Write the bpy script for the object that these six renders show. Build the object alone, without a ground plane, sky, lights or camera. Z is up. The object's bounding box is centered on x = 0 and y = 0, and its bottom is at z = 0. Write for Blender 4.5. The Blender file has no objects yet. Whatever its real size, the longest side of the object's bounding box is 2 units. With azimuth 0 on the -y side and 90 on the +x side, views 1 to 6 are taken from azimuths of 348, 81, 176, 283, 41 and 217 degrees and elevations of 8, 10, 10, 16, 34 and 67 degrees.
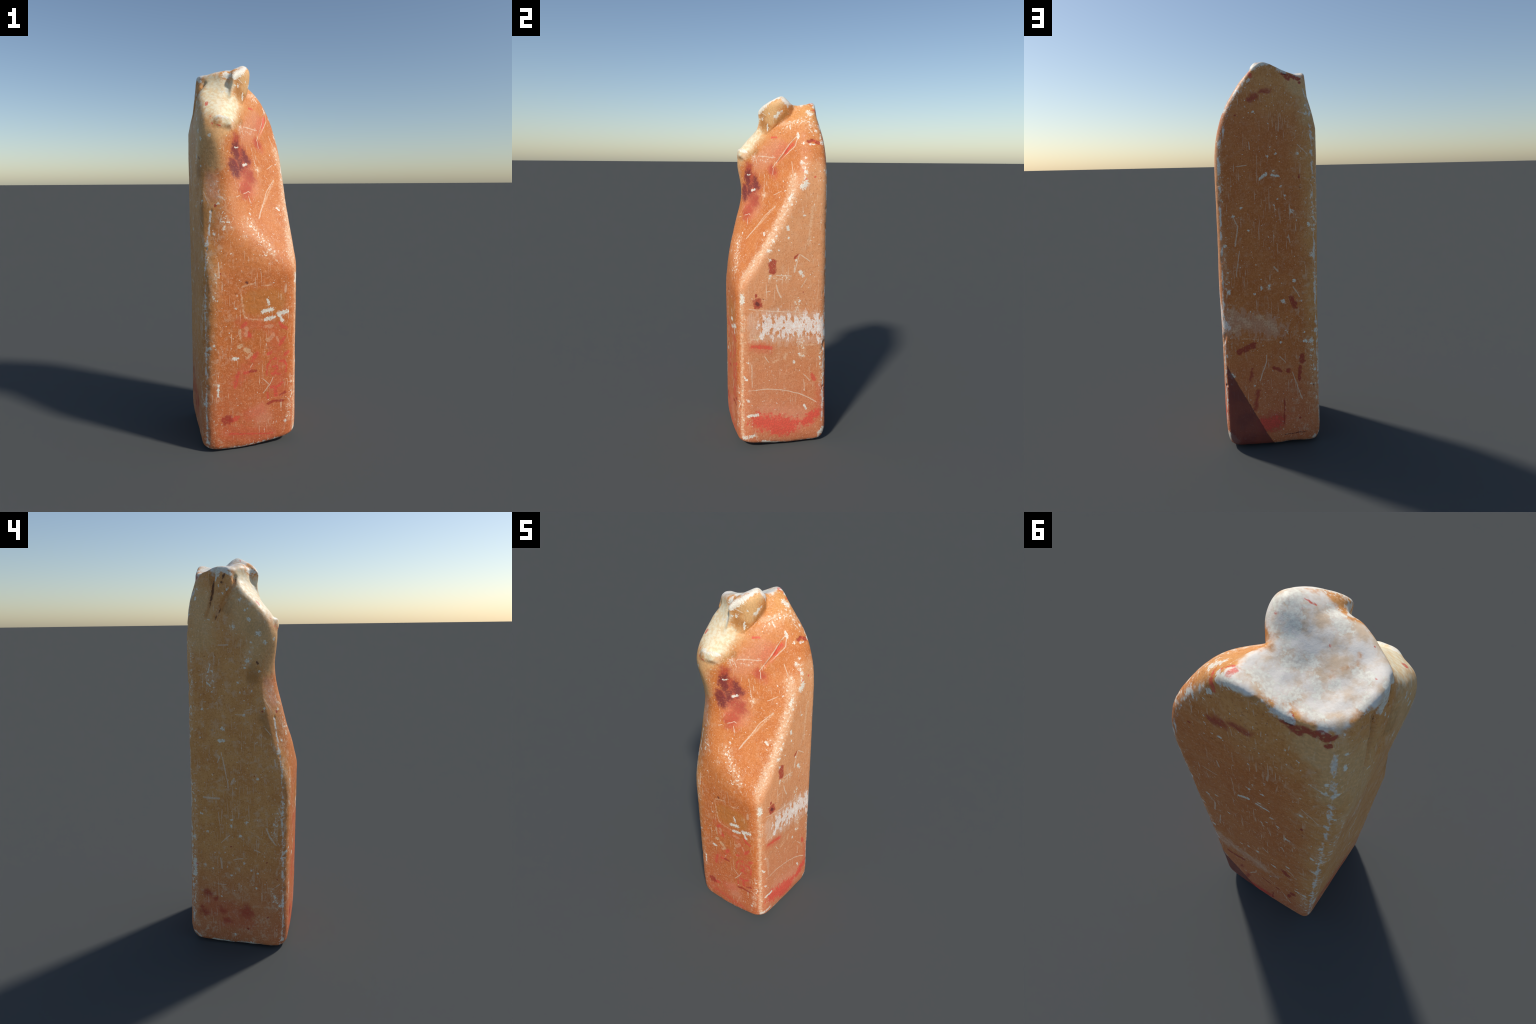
"""Worn, carved bar of stained stone: a tall four-sided block whose front right
shoulder has been scooped away, leaving a chalky broken crown, a forward nose
and a stub that stands out over the scoop."""
import bpy, math, time
import numpy as np

T0 = time.time()

# ------------------------------------------------------------------ helpers
def spline(knots, values):
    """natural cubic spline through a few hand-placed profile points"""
    k, v = np.asarray(knots, float), np.asarray(values, float)
    n, h = len(k), np.diff(k)
    A, R = np.zeros((n, n)), np.zeros((n, n))
    A[0, 0] = A[-1, -1] = 1
    for i in range(1, n - 1):
        A[i, i - 1:i + 2] = h[i - 1], 2 * (h[i - 1] + h[i]), h[i]
        R[i, i - 1:i + 2] = 6 / h[i - 1], -6 / h[i - 1] - 6 / h[i], 6 / h[i]
    M = np.linalg.solve(A, R @ v)

    def f(x):
        x = np.clip(x, k[0], k[-1])
        i = np.clip(np.searchsorted(k, x) - 1, 0, n - 2)
        H = h[i]
        a, b = (k[i + 1] - x) / H, (x - k[i]) / H
        return a * v[i] + b * v[i + 1] + ((a ** 3 - a) * M[i] + (b ** 3 - b) * M[i + 1]) * H * H / 6
    return f


def thin_plate(points, slack=0.):
    """smooth sheet z(x, y) hung on a few named points"""
    q = np.array([p[:2] for p in points]); z = np.array([p[2] for p in points])
    n = len(q)
    d = np.linalg.norm(q[:, None] - q[None], axis=-1)
    Q = np.c_[np.ones(n), q]
    w = np.linalg.solve(np.block([[d ** 3 + slack * np.eye(n), Q], [Q.T, np.zeros((3, 3))]]), np.r_[z, 0, 0, 0])

    def f(x, y):
        o = w[n] + w[n + 1] * x + w[n + 2] * y
        for i in range(n):
            r2 = (x - q[i, 0]) ** 2 + (y - q[i, 1]) ** 2
            o = o + w[i] * r2 * np.sqrt(r2)
        return o
    return f


def smax(a, b, k):
    h = np.maximum(k - abs(a - b), 0) / k
    return np.maximum(a, b) + h * h * k * .25


def smin(a, b, k):
    return -smax(-a, -b, k)


def between(through, x):
    """weights of a curve through four profile stations"""
    out = []
    for i, xi in enumerate(through):
        w = 1.
        for j, xj in enumerate(through):
            if j != i:
                w = w * (x - xj) / (xi - xj)
        out.append(w)
    return out

# ------------------------------------------------------------------ the block's shape
Z_SIDE = [0, .06, .15, .4, .8, 1.2, 1.45, 1.6, 1.72, 1.82, 1.9, 1.98]
front_side = spline(Z_SIDE, [-.252, -.261, -.266, -.269, -.274, -.279, -.282, -.28, -.28, -.28, -.28, -.28])
back_side = spline(Z_SIDE, [.252, .272, .276, .267, .253, .245, .241, .239, .232, .219, .205, .215])
right_side = spline(Z_SIDE, [.229, .246, .252, .252, .255, .254, .252, .241, .208, .157, .101, .029])
left_side = spline(Z_SIDE, [-.250, -.258, -.259, -.256, -.252, -.252, -.251, -.249, -.244, -.232, -.222, -.212])

# the scooped shoulder: a sheet y(x, z) hung on points along the nose, the hollow and the break line
scoop_sheet = thin_plate([
    # left edge, from the lower block up over the flap to the crest
    (-.21, .95, -.290), (-.21, 1.05, -.245), (-.193, 1.168, -.221), (-.201, 1.262, -.200), (-.215, 1.356, -.180),
    (-.198, 1.419, -.158), (-.180, 1.470, -.164), (-.190, 1.550, -.190), (-.193, 1.615, -.202), (-.197, 1.665, -.191),
    (-.201, 1.742, -.156), (-.195, 1.785, -.1245), (-.185, 1.903, -.018),
    # nose and the face under it
    (-.131, 1.708, -.207), (-.070, 1.700, -.166), (-.143, 1.660, -.206), (-.139, 1.600, -.206), (-.121, 1.545, -.197),
    (-.150, 1.483, -.190), (-.10, 1.487, -.192), (-.10, 1.457, -.189), (-.10, 1.411, -.196), (-.10, 1.358, -.209), (-.10, 1.312, -.221), (-.05, 1.30, -.212), (-.05, 1.36, -.195), (-.055, 1.42, -.182), (-.095, 1.240, -.238), (-.10, 1.174, -.257),
    # middle of the hollow
    (0, .95, -.315), (0, 1.06, -.284), (-.047, 1.621, -.148), (-.061, 1.570, -.159), (-.004, 1.483, -.134), (.005, 1.347, -.159),
    (.012, 1.235, -.193), (.065, 1.226, -.170), (.11, .95, -.300), (.11, 1.06, -.245),
    # beside and under the stub
    (-.048, 1.818, -.085), (.08, 1.890, .104), (.009, 1.810, -.051), (-.021, 1.730, -.108), (.058, 1.807, -.001), (.050, 1.778, -.027),
    (.09, 1.848, .061), (.12, 1.862, .097), (.008, 1.930, .095), (.012, 1.955, .118), (.05, 1.955, .175), (.04, 2.0, .20),
    # right half, out to the break line
    (.048, 1.573, -.073), (.065, 1.481, -.0825), (.082, 1.448, -.081), (.081, 1.614, -.034), (.086, 1.561, -.046),
    (.151, 1.786, .0915), (.141, 1.723, .045), (.171, 1.537, .010), (.198, 1.489, .015), (.217, 1.640, .103),
    (.249, 1.376, .000), (.231, 1.284, -.054), (.235, 1.173, -.117), (.230, 1.082, -.173), (.230, 1.010, -.220), (.24, .93, -.28),
    # crest behind the bright slope
    (-.159, 1.878, -.054), (-.125, 1.872, -.048), (-.10, 1.812, -.104), (-.112, 1.912, -.030), (-.072, 1.860, -.092), (-.066, 1.900, -.080), (-.083, 1.945, -.050), (-.050, 1.960, -.052), (-.02, 1.99, -.03), (-.14, 1.935, -.034), (-.19, 1.95, .0)], .0006)

crown_top = thin_plate([
    (-.18, .155, 1.922), (-.10, .195, 1.938), (-.04, .195, 1.957), (.045, .187, 1.978),      # back edge, corner to peak
    (-.02, .10, 1.954), (-.06, .085, 1.945), (-.14, .085, 1.930), (-.21, .05, 1.948),          # saddle and left lip
    (-.024, -.005, 1.982), (-.080, .030, 1.958), (-.088, -.012, 1.966), (-.14, -.012, 1.954), (-.195, -.012, 1.940),
    (.03, .03, 2.002), (.05, .03, 1.992), (.017, -.012, 1.992), (0, -.06, 1.974), (-.04, -.08, 1.952), (.029, .064, 1.977),
    (.01, .10, 1.960), (.03, .15, 1.964)])
flap_cut = spline([.9, 1.05, 1.2, 1.27, 1.356, 1.41, 1.46, 1.5, 1.555, 1.615, 1.68, 1.76],
                  [.42, .350, .297, .280, .261, .257, .260, .265, .275, .291, .312, .34])
foot = thin_plate([
    (-.22, -.24, .003), (0, -.27, .002), (.22, -.22, .028), (.26, 0, .009),
    (.22, .24, .006), (0, .265, .006), (-.23, .23, .002), (-.255, 0, .000), (0, 0, .006)])


def where(mask, outside, f):
    """evaluate a sheet only where it can matter"""
    o = np.full(mask.shape, float(outside))
    o[mask] = f(mask)
    return o


def tilt(low, high, z):
    return low + (high - low) * z / 2


def block_parts(p):
    x, y, z = p[..., 0], p[..., 1], p[..., 2]
    front = front_side(z) + tilt(.076, .026, z) * x + .15 * x * x - y
    back = y - (back_side(z) + tilt(.039, .081, z) * x - .16 * x * x)
    right = x - (right_side(z) + tilt(-.056, .025, z) * y - .05 * y * y)
    left = (left_side(z) + tilt(-.01, -.07, z) * y + .005 * y * y) - x
    back = back - .016 * np.exp(-((x + .01) / .09) ** 2 - ((z - 1.87) / .09) ** 2)
    back = back + .012 * np.exp(-((x + .19) / .055) ** 2 - ((z - 1.91) / .06) ** 2)
    left = left + .022 * np.clip((y - .05) / .10, 0, 1.2) * np.clip((z - 1.66) / .16, 0, 1)
    left = left + .011 * np.exp(-((y + .14) / .06) ** 2 - ((z - 1.38) / .18) ** 2)
    left = left + .002 - .009 * np.exp(-((y + .11) / .07) ** 2 - ((z - .60) / .32) ** 2)
    left = left - .004 * np.exp(-((y + .035) / .035) ** 2 - ((z - 1.84) / .06) ** 2)
    right = right - .008 * np.exp(-((y + .09) / .10) ** 2 - ((z - .88) / .26) ** 2)
    fr, bl = smax(front, right, .075), smax(back, left, .040)
    body = smax(smax(front, left, .078), smax(smax(fr, bl, 1e-4), smax(back, right, .05), 1e-4), 1e-4)
    sole = where(z < .12, -.1, lambda i: foot(np.clip(x[i], -.27, .27), np.clip(y[i], -.28, .28)) - z[i])
    body = smax(body, sole, .035)
    scoop = where(z > .9, -.3, lambda i: (scoop_sheet(np.clip(x[i], -.24, .27), z[i]) - y[i]) * .72)
    nose = (np.sqrt(((x + .112) / .036) ** 4 + ((y + .176) / .03) ** 4 + ((z + .35 * (y + .2) - 1.692) / .024) ** 4 + 1e-9) ** .5 - 1) * .024
    top = where(z > 1.78, -.2, lambda i: (z[i] - crown_top(np.clip(x[i], -.24, .14), np.clip(y[i], -.12, .22))) * .92)
    return x, y, z, body, scoop, nose, top


def coarse_shape(p):
    x, y, z, body, scoop, nose, top = block_parts(p)
    flap = -.62 * x - .78 * y - flap_cut(z)
    g = smax(smax(body, flap, .012), scoop, .035)
    g = smin(g, nose, .022)
    # the stub: an upright lump, flat towards the front right and undercut along its right flank
    plane = lambda px, py, nx, ny: (x - px) * nx + (y - py) * ny
    face = smax(plane(.009, -.054, .52, -.85), plane(.049, -.018, .72, -.69), .03)
    cheek = smax(plane(.064, .03, .98, -.2), plane(.050, .062, .76, .65), .03)
    cheek = smax(cheek, ((x - .052) - .32 * (z - 1.89)) * .95, .02)
    face = face - .10 * (np.clip(z, 1.80, 1.945) - 1.81)
    back = smax(-.058 - x, y - .12, .03)
    stub = smax(smax(face, cheek, .025), smax(1.74 - z, back, .03), .02)
    g = smin(g, stub, .013 + .022 * np.clip(-(x + .01) / .05, 0, 1))
    round_over = .018 + .028 * np.exp(-((x - .01) ** 2 + (y + .02) ** 2) / .08 ** 2) + .03 * np.exp(-((x + .2) ** 2 + (y - .17) ** 2) / .05 ** 2) + .02 * np.exp(-((x - .06) ** 2 + (y - .2) ** 2) / .05 ** 2)
    return smax(g, top, round_over)

# ------------------------------------------------------------------ surface of the shape as a mesh
def surface_mesh(shape, lo, hi, h, skip=6):
    """quad mesh of shape == 0 (surface nets), refined only near the surface"""
    n = [int(math.ceil((b - a) / h / skip)) * skip + 1 for a, b in zip(lo, hi)]
    ax = [a + h * np.arange(m) for a, m in zip(lo, n)]
    rough = shape(np.stack(np.meshgrid(*[a[::skip] for a in ax], indexing="ij"), -1))
    near = np.abs(rough) < h * skip * 1.25
    grow = near.copy()
    for d in range(3):
        grow |= np.roll(near, 1, d)
        grow |= np.roll(near, -1, d)
    blow = lambda a: a.repeat(skip, 0).repeat(skip, 1).repeat(skip, 2)
    cut = tuple(slice(skip // 2, skip // 2 + m) for m in n)
    g = blow(rough)[cut].astype(np.float32)
    idx = np.argwhere(blow(grow)[cut])
    for s in range(0, len(idx), 400000):
        i = idx[s:s + 400000]
        g[i[:, 0], i[:, 1], i[:, 2]] = shape(np.stack([ax[d][i[:, d]] for d in range(3)], -1))
    inside = g < 0
    cell = np.zeros([m - 1 for m in n], np.int8)
    for a in (0, 1):
        for b in (0, 1):
            for c in (0, 1):
                cell += inside[a:n[0] - 1 + a, b:n[1] - 1 + b, c:n[2] - 1 + c]
    act = np.argwhere((cell > 0) & (cell < 8))
    number = np.full(cell.shape, -1, np.int64)
    number[act[:, 0], act[:, 1], act[:, 2]] = np.arange(len(act))
    verts = np.array(lo) + h * (act + .5)
    faces = []
    for d in range(3):
        u, w = (d + 1) % 3, (d + 2) % 3
        s0 = [slice(None)] * 3; s1 = [slice(None)] * 3
        s0[d], s1[d] = slice(0, -1), slice(1, None)
        change = inside[tuple(s0)] != inside[tuple(s1)]
        e = np.argwhere(change)
        e = e[(e[:, u] > 0) & (e[:, w] > 0) & (e[:, u] < n[u] - 1) & (e[:, w] < n[w] - 1)]
        first = inside[e[:, 0], e[:, 1], e[:, 2]]
        q = []
        for du, dw in ((-1, -1), (0, -1), (0, 0), (-1, 0)):
            c = e.copy(); c[:, u] += du; c[:, w] += dw
            q.append(number[c[:, 0], c[:, 1], c[:, 2]])
        q = np.stack(q, 1)
        q[~first] = q[~first][:, ::-1]
        faces.append(q)
    faces = np.concatenate(faces)
    return verts, faces


def gradient(shape, p, e=.0015):
    g = np.stack([shape(p + e * np.eye(3)[d]) - shape(p - e * np.eye(3)[d]) for d in range(3)], -1) / (2 * e)
    return g


def settle(shape, verts, steps=2):
    for _ in range(steps):
        g = gradient(shape, verts)
        verts = verts - np.clip(shape(verts) / np.maximum((g * g).sum(-1), .15), -.004, .004)[:, None] * g
    return verts

# ------------------------------------------------------------------ fine relief
def lattice(i, j, k):
    n = (i * 374761393 + j * 668265263 + k * 1274126177) & 0xFFFFFFFF
    n = ((n ^ (n >> 13)) * 1103515245) & 0xFFFFFFFF
    return ((n ^ (n >> 16)) & 0xFFFF) / 65535. - .5


def grain(p, scale):
    """smooth value noise, about -0.5 to 0.5"""
    q = p * scale + 37.3
    b = np.floor(q).astype(np.int64)
    f = q - b
    f = f * f * (3 - 2 * f)
    o = 0
    for a in (0, 1):
        for c in (0, 1):
            for e in (0, 1):
                w = (f[:, 0] if a else 1 - f[:, 0]) * (f[:, 1] if c else 1 - f[:, 1]) * (f[:, 2] if e else 1 - f[:, 2])
                o = o + w * lattice(b[:, 0] + a, b[:, 1] + c, b[:, 2] + e)
    return o


def to_line(p, pts):
    """distance from points to a polyline"""
    best = np.full(len(p), 9.)
    pts = [np.array(q, float) for q in pts]
    pts = [pts[0]] + [b for a, b in zip(pts, pts[1:]) if np.linalg.norm(b - a) > 1e-5]
    if len(pts) == 1:
        return np.linalg.norm(p - pts[0], axis=1)
    for a, b in zip(pts, pts[1:]):
        ab = b - a
        t = np.clip((p - a) @ ab / (ab @ ab), 0, 1)
        best = np.minimum(best, np.linalg.norm(p - a - t[:, None] * ab, axis=1))
    return best


def corner_line(direction, heights):
    """where the arris in this compass direction lies on the surface"""
    d = np.array([*direction, 0.]); d /= np.linalg.norm(d)
    out = []
    for z in heights:
        t = np.linspace(.15, .42, 541)
        f = coarse_shape(np.array([0, 0, z]) + t[:, None] * d)
        out.append(tuple(np.array([0, 0, z]) + d * t[np.argmax(f > 0)]))
    return out


GROOVES = [  # (width, depth, polyline)
    (.022, .006, [(-.200, -.035, 1.900), (-.226, -.018, 1.850), (-.233, .004, 1.800), (-.242, .030, 1.750)]),
    (.008, .014, [(-.219, .074, 1.905), (-.222, .079, 1.870), (-.227, .082, 1.833), (-.231, .090, 1.798), (-.236, .096, 1.768), (-.243, .110, 1.726)]),
    (.008, .011, [(-.186, -.024, 1.905), (-.209, -.022, 1.877), (-.226, -.008, 1.851), (-.231, .012, 1.821), (-.236, .027, 1.786), (-.242, .047, 1.748), (-.245, .068, 1.715)]),
    (.010, .009, [(-.213, .023, 1.925), (-.220, .028, 1.906), (-.225, .036, 1.875)]),
    (.006, .006, [(.147, .068, 1.758), (.137, .035, 1.700), (.121, .010, 1.666), (.105, -.012, 1.64)]),
    (.010, .005, [(.190, .150, 1.755), (.191, .172, 1.760), (.197, .195, 1.748)]),
    (.006, .003, [(-.046, -.086, 1.880), (-.048, -.090, 1.82), (-.02, -.075, 1.800), (.008, -.056, 1.795)]),
    (.004, .004, [(.012, -.050, 1.803), (.03, -.02, 1.83), (.05, .015, 1.86), (.062, .05, 1.89)]),
]
ARRISES = {
    "front_left": corner_line((-.235, -.255), np.linspace(.03, 1.25, 26)),
    "back_left": corner_line((-.250, .232), np.linspace(.03, 1.86, 40)),
    "back_right": corner_line((.238, .252), np.linspace(.03, 1.55, 32)),
    "front_right": corner_line((.245, -.232), np.linspace(.03, .98, 20)),
}


def shape(p):
    return coarse_shape(p)


verts, quads = surface_mesh(coarse_shape, (-.3, -.33, -.03), (.3, .33, 2.04), .004)
verts = settle(coarse_shape, verts)
normal = gradient(coarse_shape, verts)
normal /= np.maximum(np.linalg.norm(normal, axis=1), 1e-6)[:, None]
sink = .0016 * grain(verts, 9.) + .0012 * grain(verts, 26.) + .0007 * grain(verts, 75.)
for width, depth, line in GROOVES:
    near = np.flatnonzero(np.abs(verts - np.array(line).mean(0)).max(1) < .2)
    d = to_line(verts[near] + .004 * grain(verts[near], 60.)[:, None], line)
    sink[near] += depth * np.exp(-(d / width) ** 2)
for line in ARRISES.values():                                   # nicked edges
    d = to_line(verts, line)
    sink += .007 * np.clip(grain(verts, 22.) + .6 * grain(verts, 55.) - .10, 0, .3) / .3 * np.exp(-(d / .014) ** 2)
low = np.exp(-((verts[:, 2] - .012) / .022) ** 2)               # chipped foot
sink += low * (.010 * np.clip(grain(verts, 13.) + .05, 0, .4) + .006 * np.clip(grain(verts, 40.), 0, .4))
rough_crown = np.clip((verts[:, 2] - 1.88) / .05, 0, 1) * np.clip(normal[:, 2], 0, 1)
sink += rough_crown * .004 * grain(verts, 34.)
verts = verts - sink[:, None] * normal
verts[:, 2] = np.maximum(verts[:, 2], 0)
TOP = verts[:, 2].max()

# ------------------------------------------------------------------ marks: paint, chips, scuffs and stains where they sit, plus painted edge highlight
MARKS = []


def layer(name):
    def add(radius, *points):
        MARKS.append((name, radius, [np.array(q, float) for q in points]))
    return add


white, pale, scratch, flake, patch = map(layer, ("white", "pale", "scratch", "flake", "patch"))
red, darkred, bruise, pink, tan = map(layer, ("red", "darkred", "bruise", "pink", "tan"))
brown, dark, crackline, chalk, cream, wear, plum, wash = map(layer, ("brown", "dark", "crackline", "chalk", "cream", "wear", "plum", "wash"))
buff, haze, redcloud, dust = map(layer, ("buff", "haze", "redcloud", "dust"))

pale(.0054, (.016, -.274, .889), (-.024, -.276, .880), (-.053, -.277, .873), (-.048, -.276, .813), (-.046, -.276, .763), (-.032, -.275, .718), (-.007, -.273, .705), (.083, -.267, .697))
pale(.0047, (.060, -.271, .879), (.101, -.268, .876))
pale(.0068, (.159, -.262, .821), (.160, -.261, .799))
pale(.0034, (.198, -.255, .751), (.222, -.247, .755))
dark(.0088, (-.022, -.276, .895))
tan(.0642, (.016, -.273, .795), (.120, -.265, .791))
white(.0068, (.086, -.268, .803), (.096, -.267, .778))
white(.0095, (.060, -.269, .741), (.113, -.265, .749))
white(.0088, (.075, -.267, .700), (.119, -.264, .704))
white(.0101, (.145, -.261, .722), (.192, -.256, .731))
white(.0095, (.155, -.260, .710), (.166, -.259, .686))
white(.0081, (-.091, -.275, .505), (-.076, -.274, .502))
white(.0081, (-.211, -.268, .566))
white(.0054, (-.192, -.275, .579))
white(.0041, (-.171, -.279, .810))
white(.0047, (-.079, -.277, .765))
white(.0054, (-.174, -.276, .367), (-.177, -.276, .311))
white(.0081, (.189, -.246, .127))
flake(.0108, (-.025, -.274, .658), (-.029, -.273, .626))
flake(.0061, (-.058, -.275, .654), (-.059, -.274, .610))
flake(.0101, (-.066, -.274, .566), (-.055, -.274, .572))
flake(.0128, (-.030, -.272, .547), (-.015, -.271, .537))
flake(.0081, (-.022, -.271, .502), (-.000, -.270, .521))
flake(.0122, (.091, -.264, .588), (.117, -.262, .612))
flake(.0061, (.138, -.260, .598), (.148, -.259, .575))
flake(.0081, (.079, -.266, .661), (.113, -.263, .660))
red(.0095, (-.029, -.274, .685), (-.045, -.275, .671))
red(.0081, (-.014, -.273, .635), (-.006, -.272, .618))
red(.0095, (.015, -.269, .498), (.031, -.268, .523))
red(.0068, (.004, -.270, .480))
red(.0095, (.091, -.263, .511), (.105, -.262, .520))
red(.0095, (.156, -.257, .557), (.180, -.255, .594))
red(.0095, (.152, -.260, .672), (.189, -.255, .639))
red(.0095, (.184, -.253, .498), (.200, -.250, .513))
red(.0054, (.133, -.259, .485), (.102, -.262, .473), (.085, -.263, .445), (.082, -.263, .400))
red(.0061, (.157, -.256, .466), (.181, -.253, .464), (.193, -.251, .439), (.189, -.251, .404))
red(.0054, (.120, -.259, .439), (.137, -.258, .444), (.142, -.257, .426), (.126, -.258, .409))
red(.0061, (.112, -.260, .401), (.155, -.255, .397))
red(.0088, (-.070, -.273, .430), (-.086, -.273, .356))
red(.0074, (.105, -.260, .328), (.138, -.256, .326), (.168, -.253, .345))
red(.0095, (.130, -.257, .319), (.134, -.256, .282))
red(.0061, (.087, -.261, .296), (.091, -.260, .270))
red(.0041, (-.119, -.271, .098), (-.017, -.265, .086), (.116, -.251, .066))
red(.0122, (-.114, -.273, .173), (-.077, -.271, .184))
red(.0068, (-.019, -.270, .428), (-.038, -.271, .422))
darkred(.0074, (-.008, -.270, .429), (.024, -.268, .430))
darkred(.0068, (.158, -.253, .280), (.189, -.250, .291))
darkred(.0074, (.091, -.260, .239), (.119, -.257, .249), (.174, -.251, .246))
darkred(.0230, (-.140, -.274, .177), (-.122, -.273, .177))
darkred(.0047, (-.155, -.278, .946))
scratch(.0020, (.064, -.264, .378), (.099, -.260, .341))
scratch(.0020, (.118, -.259, .383), (.099, -.260, .343), (.064, -.263, .302))
scratch(.0020, (-.004, -.270, .451), (.006, -.269, .467))
scratch(.0027, (-.163, -.272, 1.003), (-.161, -.279, .927))
pink(.0473, (.045, -.264, .202), (.060, -.262, .176))
wash(.0372, (.121, -.262, .645), (.137, -.259, .538))
wash(.0405, (.145, -.257, .476), (.146, -.255, .305))
wash(.0304, (-.029, -.274, .659), (-.025, -.273, .629))
wash(.0338, (.015, -.269, .490), (-.075, -.273, .387))
wash(.0338, (.045, -.264, .210), (-.017, -.268, .187))
wash(.0405, (-.122, -.271, .108), (.092, -.253, .066))
wash(.0270, (-.058, -.275, .691), (.090, -.266, .663))
wash(.0531, (.257, -.122, .168), (.249, .054, .123))
wash(.0341, (.243, .155, .152), (.239, .214, .190))
wash(.0341, (.259, -.155, .629), (.259, -.084, .617))
wash(.0303, (.238, .236, .351), (.235, .245, .199))
wash(.0484, (.035, .278, .140), (-.040, .273, .165))
wash(.0513, (-.258, .130, .229), (-.256, -.041, .198))
wash(.0366, (-.257, -.071, .151), (-.258, .054, .145))
wash(.0166, (.154, .070, 1.744), (.127, .020, 1.680))
red(.0090, (.150, .062, 1.738), (.132, .028, 1.692))
red(.0083, (.193, .174, 1.756))
red(.0041, (.234, .112, 1.599))
red(.0055, (.246, .120, 1.555))
red(.0069, (.019, .188, 1.971), (.027, .203, 1.967))
red(.0055, (.073, .193, 1.927), (.059, .215, 1.912))
red(.0048, (.043, -.035, 1.777), (.068, -.010, 1.779))
red(.0055, (.245, .173, 1.566))
scratch(.0028, (.152, .086, 1.782), (.138, .049, 1.738), (.118, .011, 1.680), (.085, -.033, 1.613))
scratch(.0028, (.160, .093, 1.775), (.164, .075, 1.727), (.131, .022, 1.673), (.100, -.015, 1.638))
scratch(.0028, (.253, .090, 1.144), (.253, .078, 1.095), (.254, .067, 1.052))
scratch(.0028, (.253, .099, 1.144), (.252, .150, 1.108))
scratch(.0017, (.047, -.074, 1.573), (.071, -.081, 1.474))
scratch(.0021, (-.058, -.207, 1.321), (.013, -.158, 1.348), (.025, -.152, 1.340))
scratch(.0021, (.178, -.033, 1.404), (.130, -.082, 1.350), (.094, -.134, 1.271))
scratch(.0035, (.094, -.134, 1.271), (.065, -.178, 1.213))
scratch(.0021, (-.000, -.105, 1.676), (.089, -.020, 1.667))
scratch(.0021, (-.026, -.131, 1.669), (-.017, -.124, 1.637))
scratch(.0021, (-.008, -.115, 1.658), (-.001, -.110, 1.636))
scratch(.0028, (.075, .052, 1.851), (.091, .085, 1.864))
scratch(.0021, (.153, .150, 1.827), (.169, .168, 1.801))
scratch(.0021, (.013, -.165, 1.324), (.025, -.169, 1.288))
scratch(.0017, (.089, -.030, 1.610), (.095, -.035, 1.575))
scratch(.0017, (.181, .001, 1.487), (.142, -.034, 1.464))
scratch(.0017, (.173, .057, 1.645), (.198, .060, 1.591))
scratch(.0021, (-.031, -.090, 1.922), (.007, -.059, 1.899))
white(.0041, (.199, .149, 1.739), (.202, .176, 1.737))
white(.0097, (.215, .104, 1.642))
white(.0069, (.231, .115, 1.612))
white(.0097, (.239, .125, 1.594))
white(.0062, (.244, .115, 1.559))
white(.0138, (.249, .102, 1.513), (.249, .122, 1.530))
white(.0090, (.239, .046, 1.470), (.239, .034, 1.444))
white(.0069, (.250, .048, 1.420))
white(.0076, (.254, -.084, 1.169), (.256, -.071, 1.171))
white(.0083, (.254, .024, 1.300), (.254, .025, 1.286))
white(.0062, (.254, .029, 1.237))
white(.0062, (.217, .125, 1.667))
white(.0124, (.078, .165, 1.918), (.095, .174, 1.904))
white(.0097, (.045, -.015, 1.891))
white(.0055, (.056, .019, 1.920))
white(.0055, (.038, .056, 1.978), (.054, .051, 1.942))
white(.0055, (.007, -.053, 1.850), (.007, -.051, 1.819))
white(.0048, (.024, -.048, 1.910))
white(.0055, (.109, .099, 1.859))
white(.0035, (-.055, -.159, 1.569), (-.038, -.146, 1.570))
white(.0055, (-.010, -.140, 1.480), (.010, -.124, 1.487))
white(.0041, (.019, -.183, 1.260))
white(.0062, (.013, -.196, 1.235))
white(.0041, (-.010, -.226, 1.195))
white(.0069, (.149, .092, 1.796), (.160, .093, 1.775))
white(.0055, (.253, .074, 1.113))
white(.0097, (.253, .100, 1.048))
white(.0062, (.253, .116, 1.361))
white(.0062, (.243, -.039, 1.284))
white(.0055, (.177, -.096, 1.260), (.192, -.094, 1.248))
white(.0083, (.252, -.054, 1.221))
white(.0062, (.187, .119, 1.744))
white(.0069, (.163, .191, 1.811))
white(.0041, (.091, .060, 1.843), (.111, .061, 1.821))
white(.0041, (.170, .013, 1.539))
white(.0055, (.201, .017, 1.489))
white(.0055, (.258, -.072, 1.117))
white(.0055, (.256, -.023, 1.172))
white(.0062, (.252, -.037, 1.248))
pale(.0076, (.080, -.076, 1.469), (.080, -.089, 1.425))
pale(.0304, (.210, .058, 1.564), (.240, .048, 1.470), (.239, .002, 1.378), (.238, -.045, 1.285), (.242, -.105, 1.175), (.234, -.152, 1.111), (.227, -.211, 1.022))
pale(.0083, (.178, -.033, 1.404), (.095, -.135, 1.269))
pale(.0138, (.045, .022, 1.852), (.091, .085, 1.864))
pale(.0207, (-.059, -.160, 1.687), (-.072, -.181, 1.666))
pale(.0097, (.252, .161, 1.402), (.252, .141, 1.200))
darkred(.0097, (.192, .144, 1.752), (.192, .167, 1.758))
darkred(.0090, (.196, .188, 1.749), (.197, .202, 1.745))
darkred(.0207, (.258, -.060, 1.106), (.260, -.058, 1.057))
darkred(.0041, (.254, .062, 1.124), (.253, .083, 1.147))
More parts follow.
